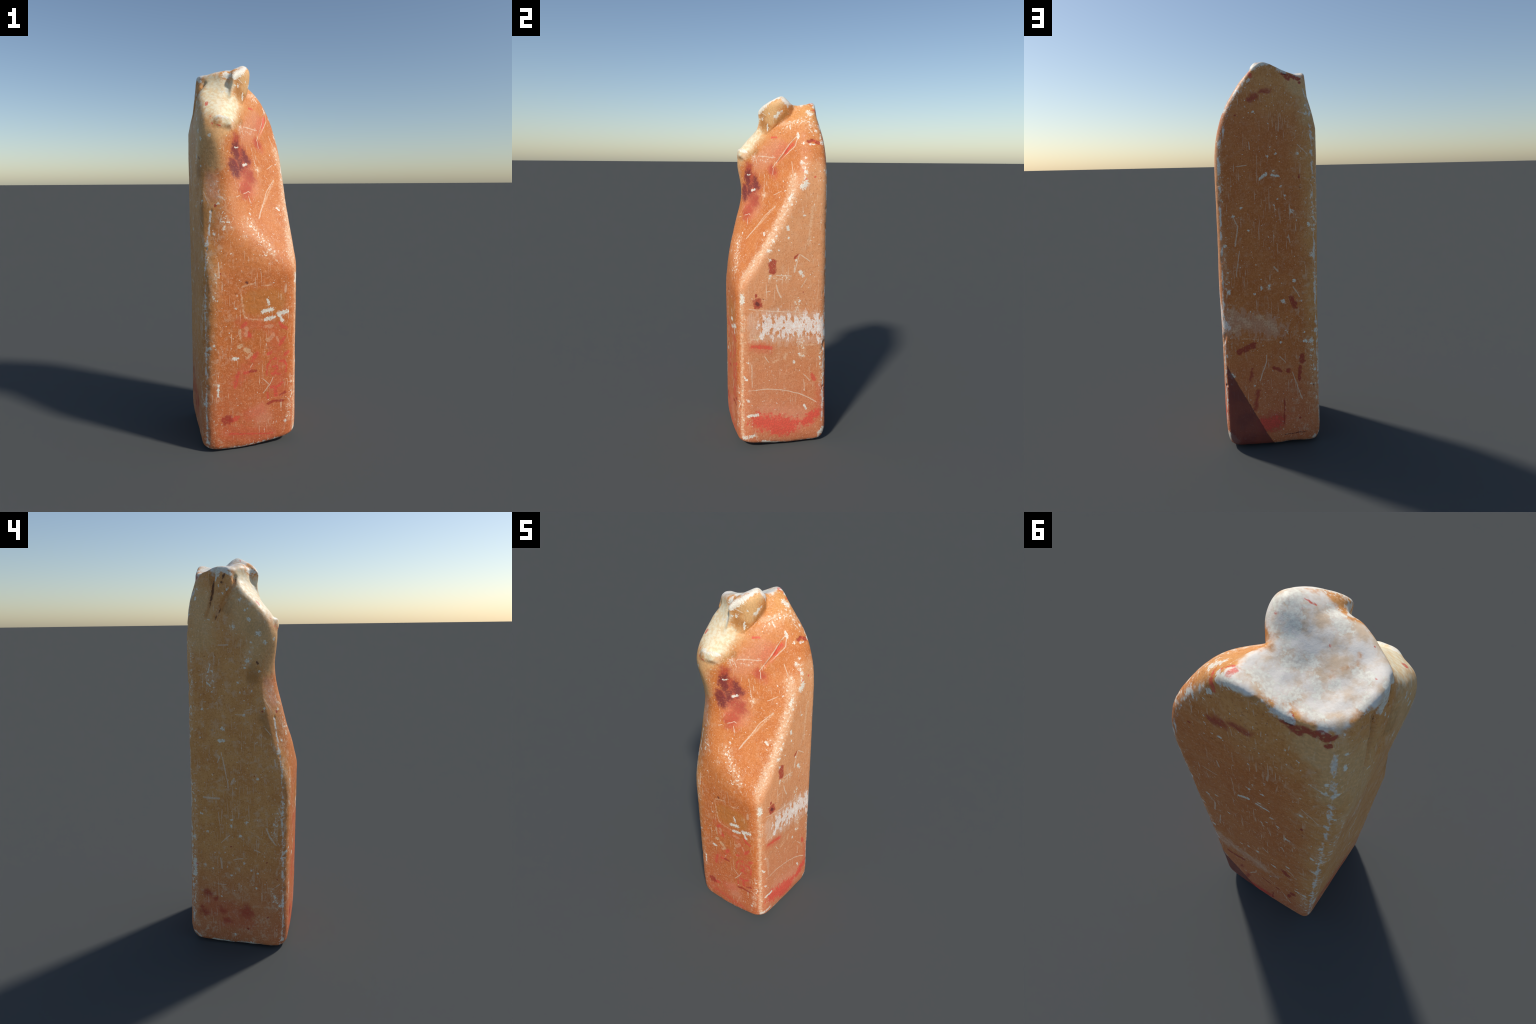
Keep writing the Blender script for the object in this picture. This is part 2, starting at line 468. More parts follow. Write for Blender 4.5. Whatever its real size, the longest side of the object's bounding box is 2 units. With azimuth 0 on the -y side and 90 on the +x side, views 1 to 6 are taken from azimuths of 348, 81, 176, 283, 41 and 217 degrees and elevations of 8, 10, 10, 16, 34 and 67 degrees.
bruise(.0304, (-.046, -.151, 1.607), (-.047, -.156, 1.549))
bruise(.0428, (-.033, -.145, 1.549), (.008, -.124, 1.493))
bruise(.0304, (-.066, -.175, 1.489), (-.050, -.173, 1.449))
bruise(.0415, (-.013, -.147, 1.462), (.029, -.126, 1.421))
bruise(.0346, (.004, -.156, 1.375), (-.005, -.170, 1.345))
bruise(.0194, (.080, -.040, 1.603), (.098, -.028, 1.589))
wash(.0415, (-.003, -.159, 1.382), (.012, -.161, 1.339))
wash(.0276, (.080, -.040, 1.603), (.109, -.023, 1.575))
wash(.0276, (.115, .018, 1.721), (.094, -.014, 1.673))
plum(.0235, (-.050, -.155, 1.574), (-.048, -.159, 1.527))
plum(.0207, (-.006, -.126, 1.536), (.015, -.116, 1.502))
plum(.0221, (-.072, -.178, 1.488), (-.051, -.175, 1.441))
plum(.0180, (-.029, -.149, 1.505), (-.029, -.156, 1.469))
pink(.0587, (.014, -.095, 1.637), (.087, -.013, 1.715))
pink(.0622, (-.007, -.144, 1.455), (.032, -.134, 1.385))
scratch(.0023, (.260, -.187, .847), (.264, -.071, .833), (.254, .058, .820), (.238, .240, .800))
scratch(.0023, (.258, -.171, .522), (.257, -.169, .387))
scratch(.0027, (.256, -.187, .366), (.255, -.082, .370), (.252, .008, .358), (.247, .100, .329), (.244, .152, .303), (.240, .208, .266))
scratch(.0038, (.261, -.036, .979), (.261, -.030, .947), (.259, -.010, .909))
scratch(.0023, (.247, .127, .448), (.244, .170, .401))
scratch(.0023, (.246, .132, .413), (.245, .138, .343))
scratch(.0030, (.254, .066, 1.085), (.254, .064, 1.046))
scratch(.0023, (.253, .104, .961), (.252, .135, 1.008))
scratch(.0023, (.264, -.095, .942), (.263, -.071, .946))
scratch(.0023, (.259, -.036, 1.034), (.255, .047, 1.027))
scratch(.0023, (.258, -.099, .567), (.256, -.075, .532))
pale(.0061, (.245, -.225, .656), (.260, -.132, .649))
pale(.0061, (.250, .111, .624), (.246, .194, .618))
pale(.0121, (.253, .018, .551), (.253, .023, .574))
pale(.0129, (.231, -.224, .994), (.247, -.224, .799))  # painted highlight: pinkish sheen drawn down the front right edge
pale(.0106, (.246, -.224, .734), (.241, -.225, .451))
pale(.0121, (.242, -.223, .451), (.236, -.221, .076))
pale(.0076, (.255, -.047, .530), (.255, -.027, .540))
pale(.0038, (.254, -.210, .801), (.253, -.211, .711))
pale(.0228, (.260, -.163, .671), (.261, -.116, .685))
patch(.0645, (.262, -.062, .752), (.255, .027, .742), (.252, .092, .738), (.249, .166, .734))
patch(.0455, (.246, .219, .764), (.243, .230, .687))
patch(.0228, (.263, -.105, .734), (.261, -.107, .693))
darkred(.0228, (.263, -.145, .885), (.263, -.141, .869))
darkred(.0091, (.262, -.149, .922))
darkred(.0046, (.252, .116, .932))
dark(.0121, (.263, -.141, .876))
dark(.0068, (.263, -.105, .767))
dark(.0038, (.264, -.110, .903))
red(.0106, (.259, -.167, .630), (.258, -.068, .618))
red(.0114, (.244, .180, .435), (.243, .193, .408))
red(.0076, (.256, -.191, .164))
red(.0053, (.253, -.015, .201))
white(.0114, (.247, -.224, .919), (.247, -.224, .883))
white(.0099, (.239, -.216, .068), (.257, -.158, .090))
white(.0083, (.257, -.189, .212), (.257, -.136, .217))
white(.0083, (.256, -.191, .304))
white(.0061, (.245, .136, .256), (.244, .149, .228))
white(.0083, (.250, .070, .524))
white(.0106, (.253, .102, 1.045))
white(.0068, (.252, .114, 1.024))
white(.0061, (.261, -.072, 1.030))
white(.0053, (.256, -.191, .536))
white(.0061, (.250, -.210, .449), (.253, -.202, .429))
white(.0091, (.246, -.103, .044), (.224, -.007, .013))
white(.0137, (.230, .237, .061), (.228, .254, .086))
white(.0053, (.243, .221, .544))
white(.0061, (.253, .097, .883))
white(.0061, (.249, .100, .570))
white(.0061, (.238, .237, .477))
redcloud(.0470, (.257, -.122, .172), (.255, -.064, .162), (.251, .020, .140), (.249, .062, .135))
redcloud(.0303, (.253, -.030, .114), (.250, .020, .099))
redcloud(.0273, (.244, .142, .144), (.242, .176, .163), (.239, .212, .195))
haze(.0417, (.262, -.164, .785), (.261, -.152, .703))
haze(.0303, (.264, -.102, .823), (.243, .231, .787))
haze(.0303, (.261, -.093, .676), (.243, .227, .645))
haze(.0553, (.198, .259, .734), (.193, .261, .668))
haze(.0587, (.149, .260, .710), (.085, .260, .692), (-.015, .257, .656))
redcloud(.0332, (.043, .278, .141), (-.017, .275, .148))
buff(.0866, (-.230, -.128, 1.724), (-.229, -.163, 1.589))
buff(.0732, (-.232, -.058, 1.781), (-.238, -.082, 1.703))
buff(.0599, (-.229, .131, 1.785), (-.255, .142, 1.625))
buff(.0533, (-.215, -.184, 1.622), (-.174, -.182, 1.516))
buff(.0467, (-.198, -.195, 1.634), (-.180, -.192, 1.567), (-.173, -.178, 1.500))  # colour lightened here to lift the shade on the flap
buff(.0440, (-.200, .176, 1.853), (-.220, .207, 1.716))
buff(.0377, (-.142, .191, 1.875), (-.178, .196, 1.832))
dust(.0428, (.210, .058, 1.564), (.240, .048, 1.470), (.239, .002, 1.378), (.238, -.045, 1.285), (.242, -.105, 1.175), (.234, -.152, 1.111), (.227, -.211, 1.022))
dust(.0415, (.078, .052, 1.847), (.106, .096, 1.860))
dust(.0380, (.108, .138, 1.881), (.164, .184, 1.810))
dust(.0276, (.221, .117, 1.646), (.250, .110, 1.511))
dust(.0276, (-.023, -.127, 1.673), (.071, -.039, 1.659))
dust(.0311, (.080, -.079, 1.460))
dust(.0415, (.117, -.246, 1.046), (.001, -.220, 1.196))
dust(.0167, (.218, -.221, 1.014), (.246, -.226, .799))  # pale grains along the front right edge
dust(.0152, (.247, -.224, .783), (.241, -.225, .451))
dust(.0152, (.242, -.223, .451), (.238, -.221, .086))
dust(.0303, (.260, -.148, .670))
dust(.0228, (.242, .228, .594), (.233, .248, .242))
dust(.0303, (.249, .120, .569), (.254, .081, .878))
dust(.0303, (.261, -.072, 1.020), (.256, .023, 1.016))
dust(.0333, (-.132, -.234, 1.230), (-.125, -.249, 1.174))
dust(.0267, (-.024, -.256, 1.134))
dust(.0267, (.200, -.082, 1.263))
dust(.0400, (-.175, -.176, 1.387), (-.137, -.215, 1.305))
dust(.0270, (.086, -.259, 1.034))
dust(.0243, (-.175, -.275, .962), (-.191, -.276, .821))
dust(.0203, (.219, -.241, .347), (.204, -.243, .136))
dust(.0207, (.217, .251, 1.045), (.207, .256, .858))
dust(.0207, (-.235, .222, 1.053), (-.244, .223, .794))
dust(.0235, (-.213, .242, .581), (-.239, .249, .260))
dust(.0249, (.001, .251, .871))
dust(.0214, (.139, .224, 1.814), (.190, .221, 1.744))
dust(.0188, (.223, .237, 1.612), (.226, .245, 1.306))
dust(.0214, (-.227, .218, 1.356), (-.231, .222, 1.163))
dust(.0251, (-.035, .238, 1.436))
dust(.0240, (-.255, .186, 1.626), (-.253, .204, 1.199))
dust(.0333, (-.235, -.141, 1.652), (-.242, -.080, 1.520))
dust(.0333, (-.243, -.023, 1.681))
dust(.0399, (-.254, .104, 1.491), (-.254, .094, 1.413))
dust(.0249, (-.237, -.235, .782), (-.246, -.208, .647))
dust(.0249, (-.251, -.194, .347), (-.247, -.230, .266))
dust(.0205, (-.256, .198, .924), (-.258, .229, .157))
dust(.0190, (-.208, -.244, 1.043), (-.235, -.251, .076))
dust(.0154, (.122, .224, 1.827), (.082, .204, 1.908))
dust(.0154, (-.191, .157, 1.902), (-.214, .155, 1.838))
pink(.0683, (.255, -.081, .207), (.246, .103, .171))
darkred(.0131, (-.115, .244, .812), (-.133, .244, .765))
darkred(.0152, (.160, .266, .541), (.090, .264, .573))
darkred(.0145, (-.167, .251, .501), (-.165, .252, .471))
darkred(.0090, (-.154, .254, .441), (-.149, .257, .373))
darkred(.0090, (-.017, .264, .445), (-.054, .263, .427))
darkred(.0131, (-.091, .260, .424))
darkred(.0069, (-.149, .266, .158))
darkred(.0035, (-.069, .268, .272), (-.063, .273, .132))
bruise(.0415, (.035, .278, .140), (-.025, .275, .151))
bruise(.0083, (.067, .272, .329), (.086, .276, .230))
bruise(.0083, (.094, .268, .445), (.109, .271, .378))
white(.0117, (.204, .268, .418), (.199, .269, .411))
white(.0097, (-.073, .248, .797))
white(.0083, (.037, .253, .870))
white(.0069, (-.005, .251, .880))
white(.0055, (.073, .255, .843))
white(.0069, (-.131, .240, .901))
white(.0117, (-.227, .225, 1.032))
white(.0104, (.204, .256, .858))
white(.0111, (-.217, .242, .577))
white(.0083, (-.185, .246, .576))
white(.0048, (.088, .271, .353))
white(.0194, (.221, .263, .080), (.194, .269, .048))
white(.0138, (-.232, .246, .036))
white(.0069, (.222, .258, .517))
white(.0062, (.230, .255, .276))
white(.0062, (-.054, .257, .579))
white(.0048, (-.208, .238, .692))
white(.0055, (-.180, .244, .625))
white(.0069, (-.216, .244, .526))
white(.0055, (-.213, .252, .343))
white(.0048, (.204, .269, .367))
white(.0069, (-.165, .240, .794))
white(.0048, (.097, .258, .751))
white(.0083, (-.234, .245, .421))
white(.0111, (-.240, .233, .630))
pale(.0138, (.190, .259, .756), (.193, .260, .704))
pale(.0152, (.186, .262, .652), (.160, .261, .677))
pale(.0180, (.148, .260, .717), (.106, .260, .689))
pale(.0166, (.062, .258, .720), (.037, .257, .717))
pale(.0194, (.016, .257, .691), (-.033, .256, .644))
pale(.0035, (.227, .250, .795), (.167, .258, .788))
pale(.0035, (.145, .263, .610), (-.028, .258, .595))
pale(.0069, (-.185, .259, .243))
scratch(.0041, (-.030, .247, .976), (-.048, .246, .955))
scratch(.0028, (.021, .264, .516), (.022, .265, .479), (.058, .270, .382))
scratch(.0028, (-.126, .241, .870), (-.158, .240, .817))
scratch(.0021, (-.113, .259, .415), (-.162, .260, .263))
scratch(.0021, (-.048, .260, .504), (-.077, .260, .471))
scratch(.0021, (-.081, .252, .652), (-.095, .252, .621))
scratch(.0021, (.162, .255, .936), (.143, .253, 1.064))
dark(.0028, (-.068, .270, .069), (-.129, .266, .073), (-.183, .262, .076))
dark(.0035, (-.054, .257, .594))
dark(.0041, (-.225, .251, .335))
bruise(.0163, (.072, .231, 1.797), (.041, .231, 1.813))
bruise(.0126, (.013, .230, 1.834), (-.027, .227, 1.834))
darkred(.0151, (-.099, .200, 1.924))
darkred(.0163, (-.117, .195, 1.906))
darkred(.0050, (-.137, .187, 1.911), (-.166, .178, 1.895))
darkred(.0075, (-.178, .179, 1.880))
darkred(.0050, (.142, .239, 1.721))
darkred(.0038, (.118, .247, 1.519))
darkred(.0038, (-.163, .226, 1.421), (-.165, .225, 1.433))
dark(.0088, (-.102, .199, 1.922))
dark(.0031, (-.168, .226, 1.372))
dark(.0025, (-.184, .225, 1.313))
red(.0088, (.069, .210, 1.915), (.064, .214, 1.908))
white(.0063, (.031, .243, 1.418), (-.001, .241, 1.443))
white(.0057, (-.029, .239, 1.436), (-.062, .236, 1.431))
white(.0057, (.056, .235, 1.737))
white(.0057, (-.049, .236, 1.537))
white(.0057, (-.009, .240, 1.529))
white(.0088, (-.124, .233, 1.256))
white(.0088, (-.211, .225, 1.187))
white(.0075, (-.238, .219, 1.159))
white(.0050, (-.072, .236, 1.381))
white(.0057, (-.093, .235, 1.336))
white(.0057, (-.055, .239, 1.317))
white(.0044, (-.035, .241, 1.287))
white(.0063, (.169, .251, 1.238))
white(.0075, (-.204, .209, 1.731))
white(.0069, (-.226, .199, 1.735))
white(.0063, (-.200, .205, 1.768))
white(.0101, (.142, .218, 1.820))
white(.0088, (.072, .217, 1.887))
white(.0101, (.190, .218, 1.747))
white(.0057, (.219, .247, 1.312))
white(.0050, (.127, .249, 1.280))
white(.0050, (.093, .250, 1.164))
white(.0075, (-.237, .210, 1.612))
white(.0063, (-.157, .225, 1.536))
white(.0075, (.214, .251, 1.091))
scratch(.0031, (.166, .251, 1.230), (.146, .251, 1.188), (.162, .253, 1.090))
scratch(.0019, (.145, .248, 1.480), (.095, .246, 1.485))
scratch(.0019, (-.159, .224, 1.582), (-.206, .219, 1.538))
scratch(.0019, (.079, .244, 1.597), (.077, .245, 1.561))
scratch(.0019, (-.105, .238, 1.137), (-.114, .238, 1.097))
scratch(.0025, (-.172, .213, 1.734), (-.200, .209, 1.731))
crackline(.0050, (-.209, .077, 1.879), (-.214, .082, 1.833), (-.218, .090, 1.798))
crackline(.0032, (-.218, .090, 1.798), (-.223, .096, 1.768))
crackline(.0030, (-.171, -.022, 1.903), (-.192, -.023, 1.881))
crackline(.0040, (-.228, .043, 1.757), (-.230, .051, 1.742))
crackline(.0035, (-.231, .060, 1.727), (-.232, .067, 1.716))
crackline(.0060, (-.206, .029, 1.910), (-.212, .035, 1.877))
crackline(.0030, (-.212, -.020, 1.849), (-.211, -.021, 1.851))
brown(.0065, (-.181, -.022, 1.908), (-.209, -.022, 1.877), (-.226, -.008, 1.851), (-.231, .012, 1.821), (-.236, .027, 1.786), (-.242, .047, 1.748))
brown(.0055, (-.219, .072, 1.907), (-.222, .079, 1.870), (-.227, .082, 1.833))
brown(.0075, (-.216, .084, 1.916), (-.220, .079, 1.887))
brown(.0085, (-.216, .091, 1.908), (-.222, .088, 1.862), (-.227, .093, 1.819), (-.233, .097, 1.785))
brown(.0125, (-.176, -.021, 1.916), (-.206, -.025, 1.877), (-.230, -.008, 1.835), (-.234, .012, 1.796), (-.240, .029, 1.754))
brown(.0075, (-.214, .023, 1.929), (-.221, .028, 1.900))
brown(.0175, (-.235, -.009, 1.785), (-.240, .012, 1.748))
brown(.0075, (-.213, -.040, 1.851), (-.227, -.041, 1.826))
brown(.0100, (-.177, -.163, 1.746), (-.180, -.175, 1.729))
red(.0065, (-.187, -.120, 1.790), (-.190, -.130, 1.778))
red(.0040, (-.180, -.184, 1.714))
darkred(.0100, (-.132, .194, 1.912), (-.176, .172, 1.897))
white(.0075, (-.221, .062, 1.905), (-.222, .067, 1.886))
white(.0045, (-.226, .001, 1.856), (-.229, .008, 1.839))
white(.0055, (-.219, .166, 1.804))
white(.0050, (-.211, .158, 1.849))
white(.0045, (-.241, .121, 1.734))
white(.0040, (-.245, .097, 1.713))
white(.0055, (-.234, -.073, 1.751))
white(.0045, (-.232, -.086, 1.759))
white(.0045, (-.231, -.051, 1.799))
white(.0045, (-.228, .050, 1.861))
white(.0035, (-.223, -.037, 1.840))
white(.0045, (-.231, .029, 1.827))
white(.0075, (-.237, -.093, 1.713))
white(.0075, (-.216, .027, 1.925), (-.203, -.005, 1.910))
white(.0060, (-.231, -.050, 1.798))
white(.0080, (-.243, -.020, 1.681))
white(.0113, (-.236, -.135, 1.649))
white(.0080, (-.228, -.166, 1.608))
white(.0100, (-.241, -.083, 1.526))
white(.0093, (-.252, .043, 1.201))
white(.0073, (-.253, .059, 1.142), (-.252, .040, 1.144))
white(.0067, (-.218, .167, 1.806))
white(.0040, (-.254, .096, 1.506), (-.254, .104, 1.476))
white(.0047, (-.255, .115, 1.425), (-.254, .100, 1.414))
white(.0053, (-.247, -.036, 1.426))
white(.0053, (-.246, -.045, 1.380))
white(.0053, (-.257, .158, 1.157))
white(.0067, (-.245, -.064, 1.269))
white(.0053, (-.257, .143, 1.299))
white(.0053, (-.243, -.071, 1.494))
white(.0060, (-.227, -.137, 1.478))
white(.0080, (-.177, -.235, 1.141))
white(.0047, (-.237, -.101, 1.387))
white(.0060, (-.226, -.160, 1.302))
white(.0080, (-.187, -.200, 1.622))
white(.0053, (-.254, .089, 1.380))
white(.0040, (-.240, -.099, 1.612))
brown(.0266, (-.236, -.112, 1.491), (-.235, -.108, 1.443))
brown(.0333, (-.238, -.106, 1.674), (-.234, -.141, 1.668))
brown(.0399, (-.227, -.172, 1.256), (-.218, -.195, 1.193))
dark(.0047, (-.234, -.127, 1.521), (-.232, -.131, 1.514))
dark(.0027, (-.155, -.182, 1.475))
pink(.0366, (-.178, -.170, 1.414), (-.176, -.188, 1.335))
darkred(.0080, (-.166, -.207, 1.281))
darkred(.0053, (-.232, -.150, 1.290))
scratch(.0020, (-.218, -.156, 1.349), (-.197, -.185, 1.291))
scratch(.0027, (-.250, .051, 1.599), (-.247, .009, 1.599))
scratch(.0020, (-.249, -.021, 1.274), (-.245, -.070, 1.272))
scratch(.0020, (-.236, -.165, 1.208), (-.228, -.191, 1.176))
scratch(.0020, (-.239, -.101, 1.299), (-.243, -.077, 1.296))
scratch(.0051, (-.255, .153, .847), (-.252, .072, .843))
scratch(.0059, (-.250, .006, .926), (-.250, -.007, .951))
scratch(.0026, (-.252, .053, 1.083), (-.251, .038, 1.005), (-.251, .026, .933))
scratch(.0026, (-.251, .026, .936), (-.251, .024, .903))
scratch(.0037, (-.249, -.171, .697), (-.248, -.190, .646), (-.245, -.219, .609))
scratch(.0037, (-.255, .074, .515), (-.255, .067, .456))
scratch(.0026, (-.254, .067, .603), (-.252, .022, .646))
scratch(.0037, (-.238, -.232, .804), (-.234, -.242, .774))
scratch(.0022, (-.256, .094, .363), (-.255, .048, .364))
scratch(.0026, (-.251, -.201, .360), (-.242, -.237, .388))
scratch(.0022, (-.254, .006, .509), (-.255, -.047, .523))
scratch(.0029, (-.258, -.108, .578), (-.256, -.137, .568))
scratch(.0037, (-.236, -.211, 1.056), (-.238, -.216, 1.021))
scratch(.0026, (-.252, .061, 1.062), (-.253, .076, 1.032))
scratch(.0022, (-.253, .104, .881), (-.253, .104, .854))
white(.0088, (-.252, .013, .697))
white(.0073, (-.253, -.034, .647))
white(.0066, (-.258, -.093, .461))
white(.0066, (-.257, -.127, .446))
white(.0051, (-.254, .016, .420))
white(.0066, (-.257, .002, .068))
white(.0103, (-.256, .216, .495), (-.257, .216, .409))
white(.0081, (-.249, .132, .019), (-.245, .037, .013))
white(.0103, (-.246, -.051, .015), (-.248, -.091, .021))
white(.0088, (-.254, .227, .049), (-.254, .202, .028))
white(.0125, (-.232, -.250, .052))
white(.0066, (-.251, .009, .731))
white(.0088, (-.220, -.224, 1.086))
white(.0066, (-.253, .058, 1.143))
white(.0066, (-.256, .168, .756))
white(.0066, (-.257, .159, .472))
white(.0066, (-.247, -.128, .955))
white(.0051, (-.256, .073, .292))
white(.0059, (-.257, -.116, .362))
white(.0066, (-.250, -.211, .317))
white(.0059, (-.255, .138, .661))
white(.0051, (-.256, .116, .451))
white(.0103, (-.255, .212, .627))
white(.0066, (-.256, -.054, .496))
white(.0066, (-.254, -.069, .723))
white(.0051, (-.245, -.208, .719))
white(.0088, (-.241, -.244, .264))
red(.0095, (-.258, .207, .468))
darkred(.0044, (-.252, -.172, .510))
darkred(.0044, (-.246, -.226, .417))
darkred(.0059, (-.257, -.067, .113))
darkred(.0044, (-.254, -.176, .193))
darkred(.0037, (-.253, .016, .584))
darkred(.0037, (-.248, -.111, .970))
bruise(.0322, (-.256, -.061, .222), (-.256, -.064, .206))
bruise(.0190, (-.257, .068, .207))
bruise(.0220, (-.259, .171, .186))
bruise(.0117, (-.259, .182, .215))
bruise(.0147, (-.258, .053, .153), (-.257, .030, .147))
bruise(.0234, (-.258, .151, .303))
bruise(.0161, (-.257, .113, .274))
chalk(.0385, (.028, .048, 1.990), (-.021, .045, 1.979))
chalk(.0385, (-.010, .001, 1.989), (-.063, .006, 1.969))
chalk(.0513, (-.037, .080, 1.955), (-.091, .034, 1.954))
chalk(.0513, (-.018, .153, 1.953), (-.091, .116, 1.930))
chalk(.0436, (-.122, .139, 1.923), (-.170, .068, 1.939))
chalk(.0308, (-.169, .025, 1.947), (-.203, .066, 1.944))
chalk(.0231, (.023, .203, 1.968), (-.014, .199, 1.967))
chalk(.0256, (-.155, .156, 1.921), (-.174, .135, 1.923))
chalk(.0282, (-.104, -.009, 1.963), (-.169, .002, 1.947))
chalk(.0231, (-.191, .010, 1.943), (-.208, .030, 1.942))
buff(.0308, (.014, -.057, 1.924), (.046, -.026, 1.950))
buff(.0282, (.054, -.002, 1.968), (.027, -.041, 1.884))
buff(.0449, (-.062, -.151, 1.720), (-.047, -.105, 1.794))
buff(.0467, (-.034, -.099, 1.785), (-.099, -.207, 1.689))
buff(.0400, (-.105, -.202, 1.665), (-.156, -.208, 1.627))
chalk(.0128, (.008, -.049, 1.970), (.029, -.006, 1.992))
chalk(.0141, (.034, .004, 1.996), (-.093, .196, 1.944))
chalk(.0090, (-.027, -.085, 1.939), (.000, -.057, 1.965))
chalk(.0103, (-.078, -.047, 1.949), (-.040, -.096, 1.922))
white(.0128, (.048, .208, 1.944), (.009, .214, 1.966))
white(.0154, (-.008, .169, 1.960), (-.032, .165, 1.951), (-.049, .177, 1.949))
white(.0154, (-.037, .108, 1.947), (-.069, .084, 1.942))
white(.0103, (-.083, .140, 1.932), (-.080, .161, 1.935))
white(.0103, (-.093, .102, 1.931), (-.105, .111, 1.927))
white(.0077, (-.111, .128, 1.925), (-.114, .116, 1.925))
white(.0103, (-.130, .089, 1.929))
white(.0103, (-.149, .049, 1.943), (-.177, .050, 1.944))
white(.0103, (-.118, .159, 1.925), (-.140, .158, 1.922))
white(.0077, (-.154, .166, 1.920))
white(.0103, (-.212, .041, 1.942), (-.221, .061, 1.906))
white(.0103, (-.195, .086, 1.938), (-.196, .103, 1.933))
white(.0077, (.022, .069, 1.973), (.019, .076, 1.968))
white(.0154, (.032, .043, 1.993), (.012, .011, 2.000))
white(.0090, (-.009, .076, 1.967), (-.019, .086, 1.959))
white(.0154, (-.055, -.019, 1.968), (-.085, -.003, 1.966))
white(.0051, (-.095, .154, 1.930))
white(.0051, (-.105, .161, 1.929))
red(.0036, (.027, .054, 1.985))
red(.0031, (-.085, .036, 1.955))
red(.0036, (.052, .191, 1.950), (.030, .182, 1.967))
red(.0021, (-.022, -.004, 1.983), (-.001, .003, 1.993))
red(.0018, (-.187, .045, 1.946))
red(.0015, (-.006, .024, 1.993))
red(.0018, (-.150, -.009, 1.951))
darkred(.0031, (-.130, .191, 1.902), (-.168, .173, 1.903))
red(.0056, (-.105, .191, 1.933))
brown(.0067, (.040, .058, 1.974), (.017, .084, 1.963), (-.003, .111, 1.956))
brown(.0128, (-.003, .200, 1.970), (-.033, .211, 1.957))
brown(.0103, (-.012, .145, 1.954), (-.016, .126, 1.952))
dark(.0051, (-.099, .199, 1.929))
cream(.0633, (-.153, -.073, 1.849), (-.146, -.150, 1.769))
cream(.0567, (-.124, -.171, 1.742), (-.071, -.122, 1.787))
cream(.0400, (-.092, -.205, 1.702), (-.099, -.170, 1.730))
cream(.0467, (-.094, -.073, 1.869), (-.148, -.041, 1.898))
cream(.0513, (-.159, -.140, 1.778), (-.085, -.151, 1.751))
cream(.0353, (-.114, -.064, 1.879), (-.087, -.094, 1.834))
white(.0093, (-.138, -.196, 1.719), (-.123, -.204, 1.714))
white(.0087, (-.104, -.203, 1.713), (-.071, -.176, 1.698))
white(.0200, (-.030, -.087, 1.938), (.003, -.057, 1.964))
white(.0147, (-.083, -.052, 1.940), (-.059, -.068, 1.934))
white(.0093, (-.079, -.082, 1.857))
white(.0080, (-.019, -.077, 1.887))
white(.0120, (-.045, -.098, 1.923), (-.015, -.080, 1.937))
white(.0080, (-.102, -.082, 1.852))
brown(.0227, (-.030, -.088, 1.906), (-.026, -.084, 1.901))
brown(.0333, (-.014, -.071, 1.860), (-.014, -.068, 1.835))
brown(.0120, (-.155, -.204, 1.697), (-.147, -.209, 1.670))
brown(.0160, (-.188, -.018, 1.908), (-.200, -.053, 1.851))
brown(.0133, (-.010, -.110, 1.702), (-.059, -.163, 1.677))
red(.0033, (-.150, -.209, 1.673), (-.134, -.209, 1.669))
red(.0047, (-.173, -.201, 1.679))
red(.0067, (.047, -.031, 1.778))
brown(.0192, (-.023, -.083, 1.912), (-.006, -.069, 1.895))
brown(.0288, (-.020, -.073, 1.849), (.006, -.052, 1.838))
brown(.0128, (.052, .046, 1.908), (.042, -.008, 1.868))
white(.0071, (-.143, -.201, 1.715))
white(.0064, (-.096, -.191, 1.715), (-.064, -.164, 1.697))
white(.0064, (-.021, -.078, 1.882))
white(.0051, (-.037, -.090, 1.883))
white(.0167, (.020, .004, 1.999), (-.091, .198, 1.946))
white(.0103, (-.021, -.084, 1.934), (.008, -.049, 1.970))
white(.0090, (.046, -.011, 1.892), (.054, .006, 1.912))

for name, line in ARRISES.items():
    if name != "front_right":
        wear(.009, *line[::3], line[-1])
wear(.013, *[(x, .20, z) for x, z in ((-.17, 1.925), (-.08, 1.935), (0, 1.94), (.06, 1.95))])
wear(.013, (.08, .20, 1.90), (.13, .215, 1.83), (.17, .225, 1.75), (.20, .235, 1.66), (.225, .24, 1.58))
wear(.014, (-.235, -.24, .02), (-.1, -.255, .012), (.1, -.25, .02), (.21, -.21, .04))
wear(.014, (.235, -.12, .02), (.235, .1, .015), (.21, .23, .02), (0, .25, .012), (-.22, .23, .015), (-.245, 0, .012), (-.235, -.22, .015))

